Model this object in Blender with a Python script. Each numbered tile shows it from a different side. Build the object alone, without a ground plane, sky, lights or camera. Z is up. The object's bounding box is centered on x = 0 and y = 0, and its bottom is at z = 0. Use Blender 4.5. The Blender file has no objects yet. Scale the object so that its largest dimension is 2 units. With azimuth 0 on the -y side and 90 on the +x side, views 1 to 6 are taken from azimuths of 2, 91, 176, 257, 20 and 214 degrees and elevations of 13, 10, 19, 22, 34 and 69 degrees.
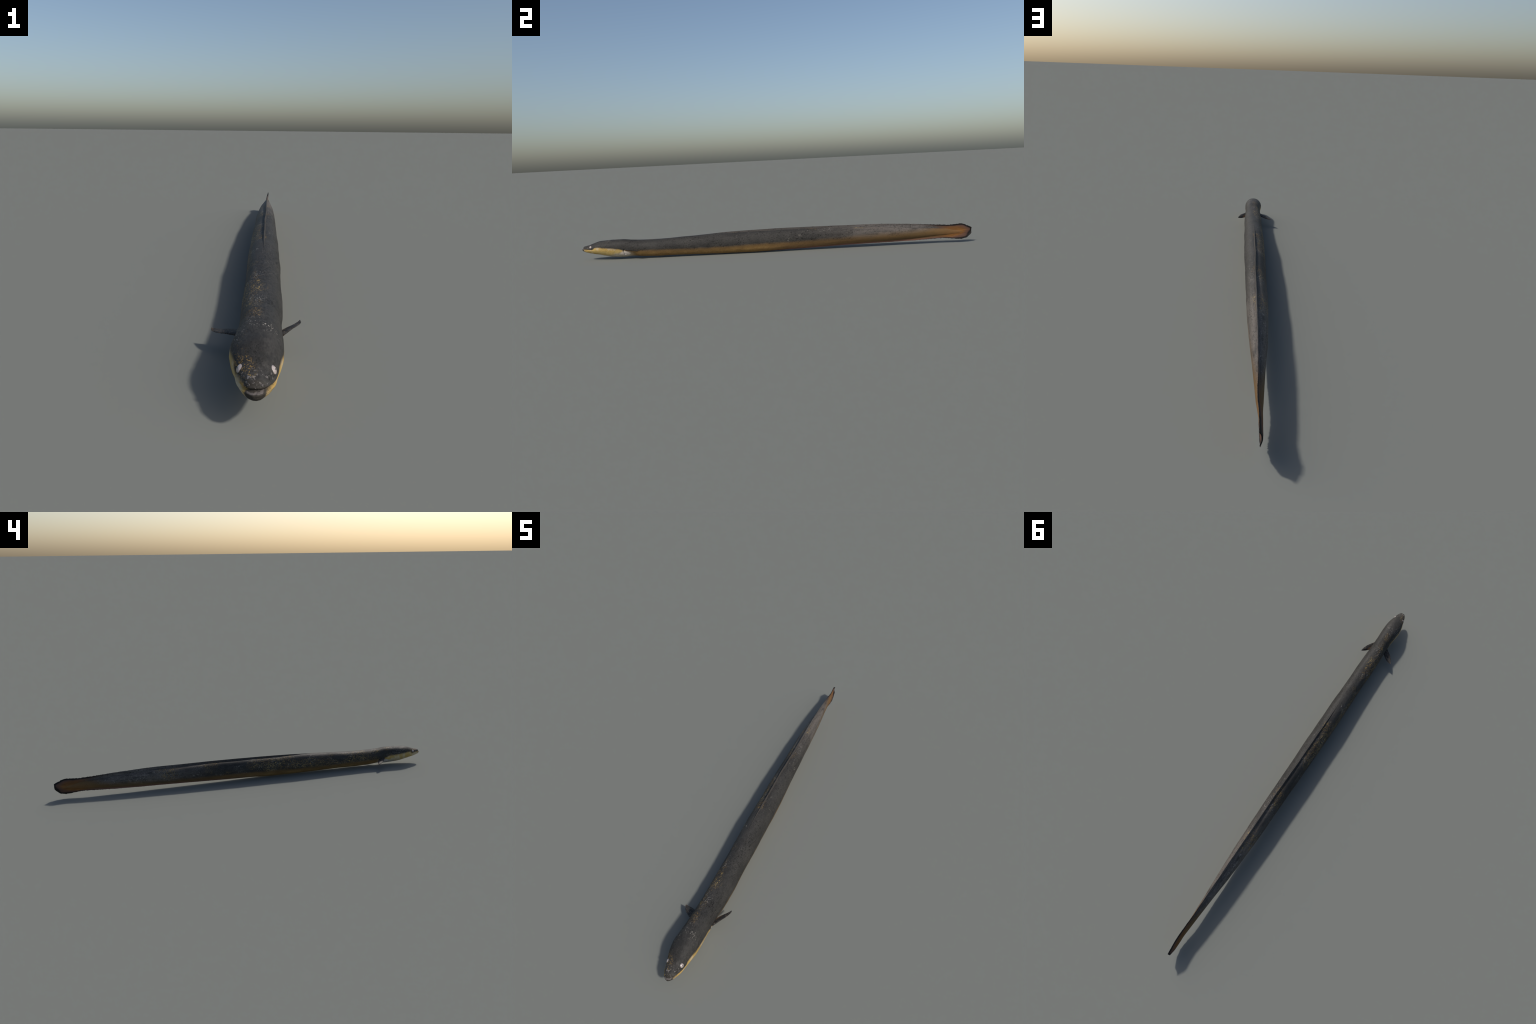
import bpy, math, random
import numpy as np
from mathutils import Vector, Matrix, noise as mnoise

random.seed(7)
rng = np.random.default_rng(7)

# ------------------------------------------------------------------ helpers
def pchip(xs, vs):
    """monotone cubic through control points -> callable"""
    xs = np.asarray(xs, float); vs = np.asarray(vs, float)
    h = np.diff(xs); d = np.diff(vs) / h
    m = np.zeros_like(vs)
    for i in range(1, len(xs) - 1):
        if d[i - 1] * d[i] > 0:
            w1 = 2 * h[i] + h[i - 1]; w2 = h[i] + 2 * h[i - 1]
            m[i] = (w1 + w2) / (w1 / d[i - 1] + w2 / d[i])
    m[0] = d[0]; m[-1] = d[-1]
    def f(x):
        x = np.clip(np.asarray(x, float), xs[0], xs[-1])
        i = np.clip(np.searchsorted(xs, x, side='right') - 1, 0, len(xs) - 2)
        t = (x - xs[i]) / h[i]
        return ((2*t**3 - 3*t**2 + 1) * vs[i] + (t**3 - 2*t**2 + t) * h[i] * m[i]
                + (-2*t**3 + 3*t**2) * vs[i+1] + (t**3 - t**2) * h[i] * m[i+1])
    return f

def sstep(a, b, x):
    t = np.clip((np.asarray(x, float) - a) / (b - a), 0, 1)
    return t * t * (3 - 2 * t)

def gauss(x, c, w):
    return np.exp(-((np.asarray(x, float) - c) / w) ** 2)

def noise_of(P, scale, seed=0.0):
    """smooth noise in about -1..1 for an (n,3) array"""
    s = np.asarray(scale, float) * np.ones(3)
    return np.array([mnoise.noise(Vector((p[0]*s[0]+seed, p[1]*s[1]+seed*1.7, p[2]*s[2]-seed))) for p in P])

# ------------------------------------------------------------------ body profiles along y (head -1, tail +1)
q_of = lambda y: np.sqrt(np.maximum(np.asarray(y, float) + 1.0, 0))
def along(rows, k):
    """profile k through control rows (y, ...), in a variable that opens roundly at the snout"""
    f = pchip([float(q_of(r[0])) for r in rows], [r[k] for r in rows])
    return lambda y: f(q_of(y))

#        y      centre_x  half_width  top     bottom   (silhouette, fins included)
BODY = [(-1.000, 0.0082, 0.0010, 0.0530, 0.0515),
        (-0.996, 0.0082, 0.0088, 0.0672, 0.0465),
        (-0.985, 0.0082, 0.0166, 0.0722, 0.0418),
        (-0.965, 0.0082, 0.0240, 0.0755, 0.0358),
        (-0.940, 0.0076, 0.0303, 0.0842, 0.0302),
        (-0.910, 0.0066, 0.0372, 0.0925, 0.0243),
        (-0.880, 0.0064, 0.0405, 0.0955, 0.0172),
        (-0.840, 0.0082, 0.0388, 0.0988, 0.0106),
        (-0.790, 0.0092, 0.0357, 0.0994, 0.0082),
        (-0.740, 0.0092, 0.0360, 0.0944, 0.0112),
        (-0.680, 0.0092, 0.0381, 0.0918, 0.0066),
        (-0.600, 0.0085, 0.0394, 0.0923, 0.0044),
        (-0.500, 0.0074, 0.0384, 0.0965, 0.0050),
        (-0.380, 0.0066, 0.0397, 0.1022, 0.0028),
        (-0.250, 0.0040, 0.0403, 0.1106, 0.0012),
        (-0.100, 0.0033, 0.0396, 0.1145, 0.0004),
        ( 0.050, 0.0010, 0.0372, 0.1166, 0.0040),
        ( 0.200, 0.0002, 0.0349, 0.1163, 0.0074),
        ( 0.350,-0.0022, 0.0336, 0.1152, 0.0118),
        ( 0.500,-0.0028, 0.0292, 0.1143, 0.0145),
        ( 0.620,-0.0036, 0.0238, 0.1093, 0.0162),
        ( 0.720,-0.0030, 0.0172, 0.1033, 0.0186),
        ( 0.800,-0.0030, 0.0126, 0.0970, 0.0216),
        ( 0.860,-0.0030, 0.0095, 0.0926, 0.0229),
        ( 0.905,-0.0038, 0.0072, 0.0916, 0.0186),
        ( 0.926,-0.0048, 0.0066, 0.0938, 0.0163),
        ( 0.945,-0.0058, 0.0060, 0.0943, 0.0158),
        ( 0.958,-0.0064, 0.0053, 0.0917, 0.0166),
        ( 0.970,-0.0068, 0.0046, 0.0868, 0.0190),
        ( 0.990,-0.0068, 0.0028, 0.0780, 0.0328),
        ( 1.000,-0.0066, 0.0010, 0.0728, 0.0446)]
cx_, hw_, top_, bot_ = (along(BODY, k) for k in (1, 2, 3, 4))
dorsal_h = pchip([-1, -.36, -.30, -.24, -.15, .06, .30, .43, .54, .65, .76, .86, .94, 1], [0, 0, .0015, .0050, .0080, .0088, .0095, .0130, .0165, .0185, .0185, .0190, .030, .040])
anal_h = pchip([-1, -.13, -.02, .06, .21, .41, .55, .68, .78, .86, .94, 1], [0, 0, .0025, .0045, .0068, .0072, .0080, .0120, .0145, .0165, .026, .040])
lean = pchip([-1, 0, .1, .35, .5, .7, .85, .92, 1], [0, 0, .03, .07, .075, .075, .07, .05, .04])
curl = pchip([-1, .8, .92, 1], [0, 0, .0045, .0050])
mouth_z = pchip([-1.0, -.991, -.9645, -.945, -.93], [.0585, .0583, .0553, .0536, .0545])

def mid_x(y, z):
    """x of the median plane: it leans and, at the tail, curls sideways"""
    zt, zb = top_(y), bot_(y); zc = (zt + zb) / 2; b = (zt - zb) / 2 + 1e-6
    return cx_(y) + lean(y) * (z - zc) + curl(y) * np.clip((z - zc) / b, -1, 1) ** 2

# ------------------------------------------------------------------ one smooth body surface
NS, NT = 980, 144
Q_END = math.sqrt(1.982)                     # the flesh ends inside the tail fin
qs = np.linspace(0.012, Q_END, NS)
ysec = qs ** 2 - 1
th = np.linspace(0, 2 * np.pi, NT, endpoint=False)
ct, st = np.cos(th), np.sin(th)
V = np.zeros((NS, NT, 3))
for i, y in enumerate(ysec):
    a = float(hw_(y)); zt = float(top_(y) - dorsal_h(y)); zb = float(bot_(y) + anal_h(y))
    end = float(np.sqrt(np.clip((0.983 - y) / 0.11, 0, 1))) if y > 0.873 else 1.0
    frac = float(np.interp(y, [-1, -.97, -.93, -.87, -.79, -.7, .3, .8], [.45, .46, .49, .54, .54, .49, .50, .53]))
    zc = zb + (zt - zb) * frac
    nu = float(np.interp(y, [-1, -.95, -.88, -.6, 0, .4, .7], [2.6, 2.3, 2.2, 2.15, 2.05, 2.0, 2.0]))
    nl = float(np.interp(y, [-1, -.9, -.6, 0, .5, .8], [2.0, 1.85, 2.0, 2.0, 1.85, 1.75]))
    up = st >= 0
    ex = np.where(up, 2 / nu, 2 / nl)
    X = a * end * np.sign(ct) * np.abs(ct) ** ex
    Zr = np.abs(st) ** ex
    Z = np.where(up, zc + (zt - zc) * Zr * (0.15 + 0.85 * end), zc - (zc - zb) * Zr * (0.15 + 0.85 * end))
    V[i, :, 0] = X + mid_x(y, Z)
    V[i, :, 1] = y
    V[i, :, 2] = Z

P = V.reshape(-1, 3)
Y, X0, Z0 = P[:, 1].copy(), P[:, 0].copy(), P[:, 2].copy()
side = np.sign(X0 - cx_(Y))

# lips: upper snout set back behind the jutting lower jaw, mouth slit between them
zm = mouth_z(np.clip(Y, -1, -.93))
above = sstep(-0.0005, 0.0025, Z0 - zm)
P[:, 1] += 0.0062 * np.exp(-(Y + 1) / 0.010) * above
slit = np.exp(-((Z0 - zm - 0.0004) / 0.0013) ** 2) * (1 - sstep(-.945, -.928, Y))
core = np.stack([cx_(Y), np.maximum(Y, -.968), zm], 1)
dv = core - P; dl = np.linalg.norm(dv, axis=1, keepdims=True) + 1e-6
P += dv / dl * np.minimum(dl * .6, (slit * (0.0026 + 0.0028 * (1 - sstep(-.992, -.965, Y))))[:, None])
lipz = Z0 - zm
lips = (np.exp(-((lipz - .0042) / .0018) ** 2) + 1.1 * np.exp(-((lipz + .0034) / .0018) ** 2)) * (1 - sstep(-.958, -.935, Y))
P -= dv / dl * (lips * 0.0009)[:, None]

# gill slits just ahead of the pectoral fins
gy = -.779 + 0.35 * np.abs(Z0 - .040)
gill = np.exp(-((Y - gy) / .0030) ** 2) * sstep(.020, .026, Z0) * (1 - sstep(.048, .054, Z0))
P[:, 0] -= side * gill * 0.0032
flap = np.exp(-((Y - gy + .007) / .006) ** 2) * sstep(.018, .026, Z0) * (1 - sstep(.048, .056, Z0))
P[:, 0] += side * flap * 0.0012
# muscle behind the skull, cheek hollow behind the mouth corner, throat crease
P[:, 2] += 0.0008 * gauss(Y, -.905, .018) * sstep(.07, .09, Z0) * gauss(X0 - cx_(Y), 0, .02)
P[:, 0] -= side * 0.0004 * gauss(Y, -.938, .012) * gauss(Z0, .055, .008)
# eye sockets
EYES = [(.0303, -.9505, .0690, 1), (-.0140, -.9505, .0700, -1)]
for ex_, ey_, ez_, s in EYES:
    r = np.sqrt((P[:, 1] - ey_) ** 2 + (P[:, 2] - ez_) ** 2)
    m = (side == s)
    P[:, 0] -= s * m * 0.0016 * np.exp(-((r - .0078) / .0020) ** 2)

# soft lumps and fine wrinkles of the skin
n1 = noise_of(P, (26, 15, 26), 3.1)
n2 = noise_of(P, (110, 55, 110), 8.4)
n3 = noise_of(P, (330, 120, 330), 1.2)
amp = np.clip(hw_(Y) / .036, .08, 1)
nx, nz = (X0 - cx_(Y)), (Z0 - (top_(Y) + bot_(Y)) / 2)
nl_ = np.sqrt(nx ** 2 + nz ** 2) + 1e-6
disp = amp * (n1 * .0008 + n2 * .00036 + n3 * .00016) * sstep(-1.0, -.985, Y)
disp += (1 - sstep(-.985, -.955, Y)) * (n3 * .00045 + n2 * .0004)      # wrinkled snout
P[:, 0] += nx / nl_ * disp
P[:, 2] += nz / nl_ * disp

faces, row_of = [], []
for i in range(NS - 1):
    for j in range(NT):
        k = (j + 1) % NT
        faces.append((i * NT + j, i * NT + k, (i + 1) * NT + k, (i + 1) * NT + j)); row_of.append(i)
tipv, endv = len(P), len(P) + 1
P = np.vstack([P, P[:NT].mean(0) + [0, -.0002, 0], P[-NT:].mean(0) + [0, .0004, 0]])
for j in range(NT):
    k = (j + 1) % NT
    faces.append((tipv, k, j)); row_of.append(0)
    faces.append((endv, (NS - 1) * NT + j, (NS - 1) * NT + k)); row_of.append(NS - 2)
row_of = np.array(row_of)

# ------------------------------------------------------------------ node building
class N:
    def __init__(s, nt, sock): s.nt, s.s = nt, sock
    def _m(s, op, *o, clamp=False):
        n = s.nt.nodes.new('ShaderNodeMath'); n.operation = op; n.use_clamp = clamp
        for i, v in enumerate((s,) + o):
            if isinstance(v, N): s.nt.links.new(v.s, n.inputs[i])
            else: n.inputs[i].default_value = v
        return N(s.nt, n.outputs[0])
    def __add__(s, o): return s._m('ADD', o)
    def __sub__(s, o): return s._m('SUBTRACT', o)
    def __mul__(s, o): return s._m('MULTIPLY', o)
    def __truediv__(s, o): return s._m('DIVIDE', o)
    __radd__ = __add__; __rmul__ = __mul__
    def __rsub__(s, o): return (s * -1.0) + o
    def abs(s): return s._m('ABSOLUTE')
    def sqrt(s): return s._m('SQRT')
    def max(s, o): return s._m('MAXIMUM', o)
    def min(s, o): return s._m('MINIMUM', o)
    def clamp(s): return s._m('ADD', 0.0, clamp=True)
    def step(s, a, b, lo=0.0, hi=1.0):
        n = s.nt.nodes.new('ShaderNodeMapRange'); n.interpolation_type = 'SMOOTHSTEP'
        s.nt.links.new(s.s, n.inputs[0])
        if a > b: a, b, lo, hi = b, a, hi, lo
        for i, v in enumerate((a, b, lo, hi)): n.inputs[i + 1].default_value = v
        return N(s.nt, n.outputs[0])
    def curve(s, pts):
        """piecewise profile over this value: pts [(x, v)], built of a Float Curve on 0..1"""
        xs = [p[0] for p in pts]; vs = [p[1] for p in pts]
        x0, x1, v0, v1 = min(xs), max(xs), min(vs), max(vs)
        n = s.nt.nodes.new('ShaderNodeFloatCurve'); c = n.mapping.curves[0]
        c.points[0].location = ((xs[0]-x0)/(x1-x0), (vs[0]-v0)/(v1-v0)); c.points[1].location = (1, (vs[-1]-v0)/(v1-v0))
        for x, v in pts[1:-1]: c.points.new((x-x0)/(x1-x0), (v-v0)/(v1-v0))
        for p in c.points: p.handle_type = 'AUTO_CLAMPED'
        n.mapping.update()
        t = (s - x0) * (1 / (x1 - x0))
        s.nt.links.new(t.clamp().s, n.inputs['Value'])
        return N(s.nt, n.outputs[0]) * (v1 - v0) + v0

def material(name):
    m = bpy.data.materials.new(name); m.use_nodes = True
    nt = m.node_tree
    bs = nt.nodes['Principled BSDF']
    tc = nt.nodes.new('ShaderNodeTexCoord')
    sp = nt.nodes.new('ShaderNodeSeparateXYZ'); nt.links.new(tc.outputs['Object'], sp.inputs[0])
    x, y, z = (N(nt, sp.outputs[i]) for i in range(3))
    return m, nt, bs, tc, x, y, z

def tex_noise(nt, tc, scale, stretch=(1, 1, 1), shift=0.0, detail=2.0, rough=.5, dist=0.0):
    mp = nt.nodes.new('ShaderNodeMapping'); mp.inputs['Scale'].default_value = stretch
    mp.inputs['Location'].default_value = (shift, shift * .7, -shift)
    nt.links.new(tc.outputs['Object'], mp.inputs[0])
    n = nt.nodes.new('ShaderNodeTexNoise')
    n.inputs['Scale'].default_value = scale; n.inputs['Detail'].default_value = detail
    n.inputs['Roughness'].default_value = rough; n.inputs['Distortion'].default_value = dist
    nt.links.new(mp.outputs[0], n.inputs['Vector'])
    return N(nt, n.outputs['Fac'])

def mixc(nt, f, a, b):
    n = nt.nodes.new('ShaderNodeMix'); n.data_type = 'RGBA'
    if isinstance(f, N): nt.links.new(f.s, n.inputs['Factor'])
    else: n.inputs['Factor'].default_value = f
    for v, nm in ((a, 6), (b, 7)):
        if isinstance(v, tuple): n.inputs[nm].default_value = v + (1,)
        else: nt.links.new(v, n.inputs[nm])
    return n.outputs[2]

def finish(nt, bs, col, rough, bump=None, strength=.3, dist=.001, spec=.4):
    nt.links.new(col, bs.inputs['Base Color'])
    if isinstance(rough, N): nt.links.new(rough.s, bs.inputs['Roughness'])
    else: bs.inputs['Roughness'].default_value = rough
    bs.inputs['Specular IOR Level'].default_value = spec
    if bump is not None:
        b = nt.nodes.new('ShaderNodeBump'); b.inputs['Strength'].default_value = strength; b.inputs['Distance'].default_value = dist
        nt.links.new(bump.s, b.inputs['Height']); nt.links.new(b.outputs[0], bs.inputs['Normal'])

DARK, DARK2 = (.030, .0290, .0272), (.050, .0475, .0440)
GREY_TAIL = (.134, .117, .103)
GOLD, BROWN = (.275, .172, .066), (.120, .074, .032)
YELLOW, CREAM, WHITE = (.470, .350, .135), (.500, .410, .260), (.520, .490, .460)
ORANGE, PINK, BLACK = (.180, .092, .036), (.200, .105, .085), (.014, .012, .011)

def skin_colour(nt, tc, x, y, z, specks=True):
    """dark back over a golden belly, with the flecks of the hide"""
    big = tex_noise(nt, tc, 14, (1, .5, 1), 2.0, 3)
    mid = tex_noise(nt, tc, 60, (1, .4, 1), 5.0, 3, .6)
    fine = tex_noise(nt, tc, 300, (1, .4, 1), 9.0, 2, .6)
    # --- back
    back = mixc(nt, (big * .45 + mid * .4 + fine * .45 - .15).step(.36, .66), DARK, DARK2)
    greyness = y.curve([(-1, 0), (.05, 0), (.3, .25), (.55, .85), (.75, .9), (.86, .35), (.95, 0), (1, 0)])
    streak = tex_noise(nt, tc, 120, (1, .06, 1), 3.0, 3, .6)
    back = mixc(nt, greyness * (streak * .7 + mid * .5).step(.3, .75), back, GREY_TAIL)
    back = mixc(nt, y.step(.72, .93), back, (.075, .042, .022))
    # --- belly
    edge_z = y.curve([(-1, .0555), (-.965, .0550), (-.945, .0540), (-.924, .0650), (-.89, .0625), (-.857, .0590), (-.80, .0525), (-.775, .0455),
                      (-.72, .0420), (-.54, .0400), (-.41, .0372), (-.28, .0380), (-.08, .0440), (.084, .0450), (.25, .0490), (.41, .0530),
                      (.55, .0590), (.71, .0680), (.84, .0800), (.92, .0900), (1, .0950)])
    side_shift = x.step(.012, -.012) * y.curve([(-1, .006), (-.86, .006), (-.7, .001), (-.2, 0), (.1, -.003), (.35, -.011), (.65, -.016), (.8, -.008), (.9, 0), (1, 0)])
    soft = y.curve([(-1, .0026), (-.93, .0036), (-.86, .0052), (-.8, .0050), (-.7, .0090), (0, .0100), (.3, .014), (.6, .021), (.85, .018), (1, .016)])
    h = (edge_z + side_shift - z + (big - .5) * .010 + (mid - .5) * .008) / soft        # >0 below the border
    belly_mask = h.step(-1.0, 1.0)
    headness = y.step(-.715, -.765)
    belly = mixc(nt, (mid * .6 + fine * .5).step(.38, .72), (.200, .118, .042), GOLD)
    belly = mixc(nt, y.step(-.15, .15) * y.step(.75, .45) * .55, belly, (.270, .160, .085))
    belly = mixc(nt, y.step(.35, .65) * .75, belly, (.165, .108, .055))
    belly = mixc(nt, y.step(.74, .90) * .85, belly, ORANGE)
    yel = mixc(nt, (big * .5 + mid * .6).step(.42, .70), YELLOW, (.42, .28, .085))
    yel = mixc(nt, (tex_noise(nt, tc, 34, (1, 1, 1), 13, 2)).step(.44, .60), yel, CREAM)
    low = (z + (mid - .5) * .012 + y.curve([(-1, .03), (-.93, .008), (-.86, .002), (-.80, -.010), (-.745, -.020), (-.70, -.03), (1, -.03)])).step(.030, .016)
    yel = mixc(nt, low * .85, yel, (.40, .37, .31))
    belly = mixc(nt, headness, belly, yel)
    rim = h.step(2.4, .6)
    belly = mixc(nt, rim * (.7 - headness * .4), belly, mixc(nt, headness, BROWN, (.30, .165, .045)))
    col = mixc(nt, belly_mask, back, belly)
    # --- dark chin and lips at the very front
    chin = (x - .0082).abs().step(.0165, .0125) * (y + (mid - .5) * .01).step(-.984, -.990)
    col = mixc(nt, chin, col, (.040, .036, .031))
    lip = (z + (mid - .5) * .003 - .0572).abs().step(.0011, .0004) * y.step(-.980, -.985) * (x - .0082).abs().step(.0125, .009)
    col = mixc(nt, lip * .38, col, (.24, .21, .20))
    snout = y.step(-.950, -.980) * z.step(.058, .062)
    col = mixc(nt, snout * (tex_noise(nt, tc, 190, (1, 1, 1), 31, 3, .6, .6)).step(.56, .64) * .75, col, (.22, .20, .19))
    # --- gill patch: pale pink and white, with dark spots
    gp = ((y + .772) / .030) * ((y + .772) / .030) + ((z - .030) / .014) * ((z - .030) / .014)
    gpm = (gp + (mid - .5) * 1.6).step(1.1, .4)
    col = mixc(nt, gpm * .8, col, (.55, .49, .45))
    if specks:
        w = lambda s, sh, d=1.2: tex_noise(nt, tc, s, (1, .55, 1), sh, 1.5, .5, d)
        left = x.step(.030, -.014)
        # black pores: denser on the sunny side and on the tail
        cl = tex_noise(nt, tc, 20, (1, .6, 1), 17, 2)
        blk = w(260, 21).step(.57, .62) * cl.step(.24, .62) * (1 - left * .5) * (1 - belly_mask * .75)
        col = mixc(nt, blk * .85, col, (.009, .008, .007))
        # golden worm-like flecks over neck and the shaded flank
        cg = tex_noise(nt, tc, 16, (1, .5, 1), 41, 2)
        where = (left * .8 + .10) * y.curve([(-1, .3), (-.94, .9), (-.8, 1), (-.45, .9), (-.25, .55), (.4, .5), (.8, .2), (1, 0)]) * z.step(.030, .045)
        gld = w(230, 61, 2.0).step(.57, .62) * (cg + where * .36).step(.68, .82) * (left * 1.5).min(1.0) * (1 - belly_mask)
        col = mixc(nt, gld * .85, col, mixc(nt, cl.step(.35, .6), (.36, .26, .10), (.24, .15, .05)))
        # pale flecks in loose clusters
        cw = tex_noise(nt, tc, 22, (1, .6, 1), 77, 2)
        wh = w(260, 93, 1.6).step(.62, .67) * (cw + left * .14 + y.curve([(-1, -.2), (-.93, -.08), (-.88, 0), (-.75, .07), (-.6, 0), (.2, 0), (.7, .05), (1, .02)])).step(.60, .76) * (1 - belly_mask)
        col = mixc(nt, wh * .75, col, (.34, .31, .27))
        # fine dark dust on the belly
        dust = w(330, 120, .4).step(.64, .68) * tex_noise(nt, tc, 30, (1, .6, 1), 130, 2).step(.48, .6) * belly_mask
        col = mixc(nt, dust * .5, col, (.05, .038, .028))
    return col, big, mid, fine, belly_mask

def make_skin():
    m, nt, bs, tc, x, y, z = material('eel_skin')
    col, big, mid, fine, bm = skin_colour(nt, tc, x, y, z)
    finish(nt, bs, col, (mid * .25 + .45), fine * .8 + mid * .4, .4, .0010, .11)
    return m

def make_median_fin():
    """dorsal fin grey and streaked, anal fin pink-brown, tail orange with a black hem"""
    m, nt, bs, tc, x, y, z = material('fin_membrane')
    col, big, mid, fine, bm = skin_colour(nt, tc, x, y, z, False)
    rays = tex_noise(nt, tc, 330, (1, .035, 1), 4, 3, .6)
    spots = tex_noise(nt, tc, 240, (1, .5, 1), 8, 2, .6)
    upper = z.step(.050, .060)
    dors = mixc(nt, y.curve([(-1, 0), (0, 0), (.35, .35), (.55, .9), (.72, .9), (.84, .1), (1, 0)]) * rays.step(.3, .65), (.055, .050, .046), (.140, .128, .120))
    dors = mixc(nt, spots.step(.56, .64) * .8, dors, (.022, .020, .018))
    anal = mixc(nt, rays.step(.35, .65), PINK, (.165, .085, .055))
    bot_edge = y.curve([(-1, .0), (-.1, .0004), (.05, .0040), (.2, .0074), (.35, .0118), (.5, .0145), (.62, .0162), (.72, .0186), (.8, .0216), (.86, .0229), (.905, .0186), (.926, .0163), (.945, .0158), (.958, .0166), (.97, .0190), (.99, .0328), (1, .0446)])
    top_edge = y.curve([(-1, .1), (.5, .1143), (.62, .1093), (.72, .1033), (.8, .0970), (.86, .0926), (.905, .0916), (.926, .0938), (.945, .0943), (.958, .0917), (.97, .0868), (.99, .0780), (1, .0728)])
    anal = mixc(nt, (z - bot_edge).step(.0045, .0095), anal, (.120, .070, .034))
    c = mixc(nt, upper, anal, dors)
    # tail blade: the orange spreads from the flesh, violet-brown then black along the hem
    rr = ((y - .868) / .130) * ((y - .868) / .130) * y.step(.860, .875) + ((z - .0585) / .0385) * ((z - .0585) / .0385)
    e = rr.sqrt() + (mid - .5) * .18
    blade = mixc(nt, (rays * .8 + mid * .3).step(.35, .75), (.110, .047, .015), (.240, .110, .032))
    blade = mixc(nt, (z + (mid - .5) * .02).step(.062, .080) * .6, blade, (.115, .055, .025))
    blade = mixc(nt, e.step(.66, .90) * .7, blade, (.105, .060, .050))
    c = mixc(nt, y.step(.80, .90), c, blade)
    gap = ((top_edge - z) * y.curve([(-1, 1), (.9, 1), (.97, .8), (1, .6)])).min((z - bot_edge) * y.curve([(-1, 1.8), (.86, 1.7), (.91, 1.1), (.95, .65), (1, .5)])).min((1.0 - y) * .75).min((1.0 - y) * .30 + (z - .0446) * .23) + (mid - .5) * .004
    hem = gap.step(.0072, .0042) * y.step(.66, .88)
    c = mixc(nt, gap.step(.014, .006) * y.step(.70, .90) * .7, c, (.075, .042, .034))
    c = mixc(nt, hem, c, BLACK)
    finish(nt, bs, c, .6, rays + spots * .4, .4, .0010, .15)
    return m

def make_pectoral():
    m, nt, bs, tc, x, y, z = material('pectoral_membrane')
    mid = tex_noise(nt, tc, 90, (1, 1, 1), 4, 3, .6)
    c = mixc(nt, mid.step(.35, .65), (.019, .018, .017), (.040, .037, .035))
    u = nt.nodes.new('ShaderNodeTexCoord')
    sp = nt.nodes.new('ShaderNodeSeparateXYZ'); nt.links.new(u.outputs['Generated'], sp.inputs[0])
    gx = N(nt, sp.outputs[0])
    out = (x - .0060).abs()
    c = mixc(nt, out.step(.056, .044) * z.step(.0485, .0445) * x.step(0.0, .01) * .7, c, (.34, .20, .11))
    c = mixc(nt, (out + (mid - .5) * .01).step(.080, .0865) * .7, c, (.22, .15, .11))
    c = mixc(nt, tex_noise(nt, tc, 230, (1, 1, 1), 44, 2, .5, 1.2).step(.60, .66) * .5, c, (.22, .16, .10))
    finish(nt, bs, c, .55, mid, .3, .001, .15)
    return m

def make_eye():
    m, nt, bs, tc, x, y, z = material('eye_cloudy')
    r = (x * x + y * y).sqrt()
    n = tex_noise(nt, tc, 420, (1, 1, 1), 2, 3, .6)
    c = mixc(nt, n.step(.35, .7), (.33, .28, .26), (.45, .39, .365))
    c = mixc(nt, (r + (n - .5) * .0016).step(.0021, .0013) * .9, c, (.060, .055, .055))
    c = mixc(nt, (r + (n - .5) * .0016).step(.0056, .0066) * .9, c, (.060, .050, .045))
    finish(nt, bs, c, .25, None, spec=.5)
    bs.inputs['Coat Weight'].default_value = .4
    bs.inputs['Coat Roughness'].default_value = .12
    return m

def make_nostril():
    m, nt, bs, tc, x, y, z = material('nostril_skin')
    n = tex_noise(nt, tc, 300, (1, 1, 1), 2, 3, .6)
    finish(nt, bs, mixc(nt, n.step(.45, .65), (.035, .032, .030), (.11, .10, .095)), .45, n, .3, spec=.25)
    return m

SKIN, FIN, PECT, EYE, NOST = make_skin(), make_median_fin(), make_pectoral(), make_eye(), make_nostril()

# ------------------------------------------------------------------ objects
root = bpy.data.objects.new('eel', None)
bpy.context.scene.collection.objects.link(root)
root.empty_display_size = .1
root["label"] = "long dark eel with golden belly and orange tail"
root["category"] = "eel"

def add(name, verts, fcs, mat, normals=None, parent=root):
    me = bpy.data.meshes.new(name)
    me.from_pydata([tuple(v) for v in verts], [], [tuple(f) for f in fcs])
    me.polygons.foreach_set('use_smooth', [True] * len(me.polygons))
    me.update()
    if normals is not None: me.normals_split_custom_set_from_vertices([tuple(n) for n in normals])
    me.materials.append(mat)
    o = bpy.data.objects.new(name, me)
    bpy.context.scene.collection.objects.link(o); o.parent = parent
    return o

# whole-body normals, then split into head, torso and tail
tmp = bpy.data.meshes.new('whole'); tmp.from_pydata([tuple(v) for v in P], [], faces)
tmp.polygons.foreach_set('use_smooth', [True] * len(tmp.polygons)); tmp.update()
nrm = np.zeros(len(P) * 3); tmp.vertices.foreach_get('normal', nrm); nrm = nrm.reshape(-1, 3)
vol_dir = (nrm[:-2] * (P[:-2] - np.stack([cx_(P[:-2, 1]), P[:-2, 1], (top_(P[:-2, 1]) + bot_(P[:-2, 1])) / 2], 1))).sum()
if vol_dir < 0:
    faces = [f[::-1] for f in faces]; nrm = -nrm
bpy.data.meshes.remove(tmp)
yrow = ysec[row_of]
for name, lo, hi in (('head', -2, -.785), ('torso', -.785, -.02), ('tail', -.02, 2)):
    sel = [f for f, yy in zip(faces, yrow) if lo <= yy < hi]
    used = sorted({v for f in sel for v in f}); idx = {v: i for i, v in enumerate(used)}
    add(name, P[used], [tuple(idx[v] for v in f) for f in sel], SKIN, nrm[used])

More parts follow.
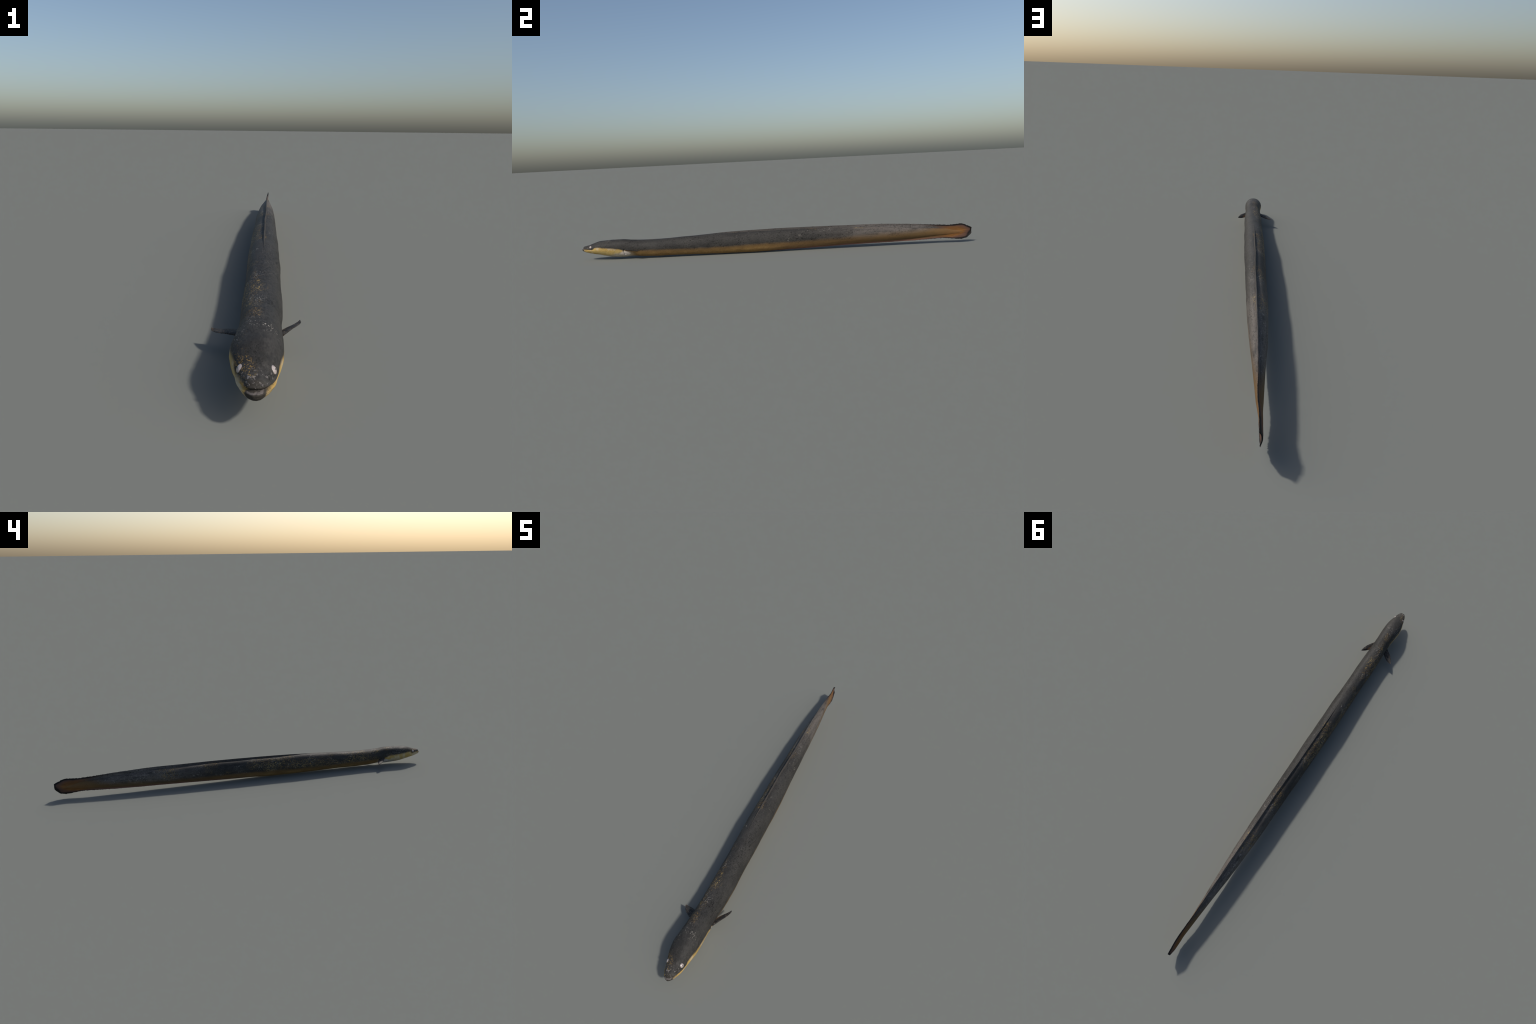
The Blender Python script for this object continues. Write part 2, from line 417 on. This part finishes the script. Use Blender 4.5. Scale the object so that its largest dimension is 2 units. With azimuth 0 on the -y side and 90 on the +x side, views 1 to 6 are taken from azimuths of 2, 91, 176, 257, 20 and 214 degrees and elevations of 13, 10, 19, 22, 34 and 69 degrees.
# ---- median fins: slabs with their own thickness, rays and ragged hem
def slab(name, ysamp, lo, hi, nv, thick, mat):
    A, B = [], []
    for y in ysamp:
        l, h = lo(y), hi(y)
        for k in range(nv):
            v = k / (nv - 1); z = l + (h - l) * v
            t = thick(y, v, z); xm = float(mid_x(y, z))
            yy = y
            if y > .985:                       # ragged hind edge
                yy = y + .0009 * mnoise.noise(Vector((z * 420, 3, 1))) * (y - .985) / .015
            wob = .0006 * mnoise.noise(Vector((y * 30, z * 60, 5.0)))
            A.append((xm + wob + t, yy, z)); B.append((xm + wob - t, yy, z))
    n = len(ysamp); m = n * nv
    V_ = A + B; F = []
    for i in range(n - 1):
        for k in range(nv - 1):
            a = i * nv + k
            F.append((a, a + nv, a + nv + 1, a + 1)); F.append((m + a, m + a + 1, m + a + nv + 1, m + a + nv))
    for i in range(n - 1):
        a = i * nv; F.append((a, m + a, m + a + nv, a + nv))
        a = i * nv + nv - 1; F.append((a, a + nv, m + a + nv, m + a))
    for k in range(nv - 1):
        a = k; F.append((a, a + 1, m + a + 1, m + a))
        a = (n - 1) * nv + k; F.append((a, m + a, m + a + 1, a + 1))
    return add(name, V_, F, mat)

def ragged(y, seed):
    s = float(np.interp(y, [-.4, .35, .65, .82, .95, 1], [.0002, .0003, .0009, .0018, .0024, .0014]))
    a = mnoise.noise(Vector((y * 420, seed, 0))); b = 1 - 2.6 * abs(mnoise.noise(Vector((y * 170, seed + 4, 0))))
    return s * (0.6 * a + 0.7 * b)

ray = lambda y, z: .0002 * math.sin(z * 2600 + 3 * math.sin(y * 20)) * float(np.interp(y, [.7, .9], [0, 1]))
Y_JOIN = .880
ys_d = np.concatenate([np.linspace(-.345, .55, 520), np.linspace(.55, Y_JOIN, 420)[1:]])
slab('dorsal_fin', ys_d,
     lambda y: float(top_(y) - dorsal_h(y)) - min(.007, .3 * float(top_(y) - bot_(y))),
     lambda y: float(top_(y)) + ragged(y, 1.5), 16,
     lambda y, v, z: (.0006 + float(np.interp(y, [-.35, -.2, .3, .8], [.0040, .0052, .0046, .0026])) * (1 - v) ** 1.3) + ray(y, z) * v, FIN)
ys_a = np.concatenate([np.linspace(-.12, .55, 380), np.linspace(.55, Y_JOIN, 420)[1:]])
slab('anal_fin', ys_a,
     lambda y: float(bot_(y)) + ragged(y, 7.5) * .9,
     lambda y: float(bot_(y) + anal_h(y)) + .007, 16,
     lambda y, v, z: (.0006 + float(np.interp(y, [-.1, .3, .8], [.0040, .0036, .0024])) * v ** 1.3) + ray(y, z) * (1 - v), FIN)
ys_c = np.concatenate([np.linspace(Y_JOIN, .985, 150), np.linspace(.985, 1.0, 26)[1:]])
slab('caudal_fin', ys_c,
     lambda y: float(bot_(y)) + ragged(y, 7.5) * .9, lambda y: float(top_(y)) + ragged(y, 1.5), 90,
     lambda y, v, z: .0006 + float(np.interp(y, [.88, .96, 1], [.0026, .0018, .0006])) * (1 - abs(2 * v - 1) ** 2) + ray(y, z) * min(1, 6 * v * (1 - v)), FIN)

# ---- pectoral fins: leaf-shaped blades with a fleshy root
def pectoral(base, tip, roll_deg, width, sgn, bend):
    base, tip = Vector(base), Vector(tip)
    d = tip - base; L = d.length; d.normalize()
    hor = Vector((d.y, -d.x, 0)).normalized() * sgn          # horizontal, outward and forward
    n0 = d.cross(hor).normalized()
    if n0.z < 0: n0 = -n0
    ph = math.radians(roll_deg)
    ch = (hor * math.cos(ph) + n0 * math.sin(ph)).normalized()
    nn = d.cross(ch).normalized()
    if nn.z < 0: nn = -nn
    prof = pchip([0, .10, .28, .5, .72, .88, .96, 1], [.80, .84, .98, 1.0, .78, .44, .22, .05])
    shift = pchip([0, .4, .8, 1], [0, -.10, -.06, .16])
    nu_, nw = 70, 29
    A, B = [], []
    for i in range(nu_):
        u = i / (nu_ - 1)
        c = base + d * (L * u) + nn * (bend * math.sin(u * math.pi) + .0022 * math.sin(u * 5.5) * u)
        w = width * float(prof(u))
        for k in range(nw):
            s = 2 * k / (nw - 1) - 1
            rag = 1 + (.10 * mnoise.noise(Vector((u * 22, s * 3, sgn * 9.0))) if abs(s) > .8 else 0)
            p = c + ch * (w * .5 * (s * rag + float(shift(u)))) + d * (-.006 * s * s * (1 - u) * u)
            t = (.0034 * (1 - u) ** 2.2 + .0009) * (1 - s * s) ** .5 + .0003
            t += .00022 * math.sin(s * 26) * sstep(.15, .4, u) * (1 - s * s)
            p = p + nn * (.0012 * math.cos(s * 2.2) * u)
            A.append(p + nn * t); B.append(p - nn * t)
    m = nu_ * nw; F = []
    for i in range(nu_ - 1):
        for k in range(nw - 1):
            a = i * nw + k
            F.append((a, a + 1, a + nw + 1, a + nw)); F.append((m + a, m + a + nw, m + a + nw + 1, m + a + 1))
        a = i * nw; F.append((a, a + nw, m + a + nw, m + a))
        a = i * nw + nw - 1; F.append((a, m + a, m + a + nw, a + nw))
    for k in range(nw - 1):
        F.append((k, m + k, m + k + 1, k + 1)); a = (nu_ - 1) * nw + k; F.append((a, a + 1, m + a + 1, m + a))
    o = add('pectoral_fin', A + B, F, PECT)
    import bmesh
    bm = bmesh.new(); bm.from_mesh(o.data); bmesh.ops.recalc_face_normals(bm, faces=bm.faces); bm.to_mesh(o.data); bm.free()
    return o
pectoral((.0395, -.7680, .0460), (.0786, -.6950, .0478), 24, .0250, 1, -.0012)
pectoral((-.0215, -.7640, .0470), (-.0797, -.7130, .0362), 1, .0285, -1, -.0012)

# ---- eyes: cloudy bulging discs, set in the sockets
def eye(c, out):
    out = Vector(out).normalized()
    A, F = [], []
    nr, na = 14, 40
    R, Hh = .0069, .0030
    for i in range(nr + 1):
        f = i / nr * math.pi * .5
        for j in range(na):
            a = 2 * math.pi * j / na
            A.append((R * math.sin(f) * math.cos(a), R * math.sin(f) * math.sin(a), Hh * math.cos(f) + .0004 * math.cos(3 * f)))
    for i in range(nr):
        for j in range(na):
            k = (j + 1) % na
            F.append((i * na + j, (i + 1) * na + j, (i + 1) * na + k, i * na + k))
    o = add('eye', A, F, EYE)
    o.matrix_world = Matrix.Translation(Vector(c)) @ out.to_track_quat('Z', 'Y').to_matrix().to_4x4()
    return o

from mathutils.bvhtree import BVHTree
tree = BVHTree.FromPolygons([tuple(v) for v in P], faces)
for ex_, ey_, ez_, s in EYES:
    loc, no, _, _ = tree.ray_cast(Vector((ex_ + s * .05, ey_, ez_)), Vector((-s, 0, 0)))
    eye(loc - no * .0016, no)

# ---- tubular front nostrils on the upper lip, low pits before the eyes
def nostril(c, axis, r, length):
    axis = Vector(axis).normalized()
    rot = axis.to_track_quat('Z', 'Y').to_matrix()
    prof = [(r * 1.25, -.002), (r * 1.1, length * .3), (r, length * .8), (r * .95, length), (r * .72, length * 1.06), (r * .5, length * .9), (r * .42, length * .3)]
    na = 22; A, F = [], []
    for pr, ph in prof:
        for j in range(na):
            a = 2 * math.pi * j / na
            A.append(Vector(c) + rot @ Vector((pr * math.cos(a), pr * math.sin(a), ph)))
    for i in range(len(prof) - 1):
        for j in range(na):
            k = (j + 1) % na
            F.append((i * na + j, i * na + k, (i + 1) * na + k, (i + 1) * na + j))
    F.append(tuple(range((len(prof) - 1) * na, len(prof) * na)))
    return add('nostril', A, F, NOST)
for s in (-1, 1):
    loc, no, _, _ = tree.ray_cast(Vector((.0082 + s * .0090, -1.05, .0655)), Vector((0, 1, 0)))
    nostril(loc, (no + Vector((s * .3, -.6, .1))), .0019, .0010)
    loc, no, _, _ = tree.ray_cast(Vector((.0082 + s * .06, -.964, .0690)), Vector((-s, 0, 0)))
    nostril(loc, no, .0017, .0009)
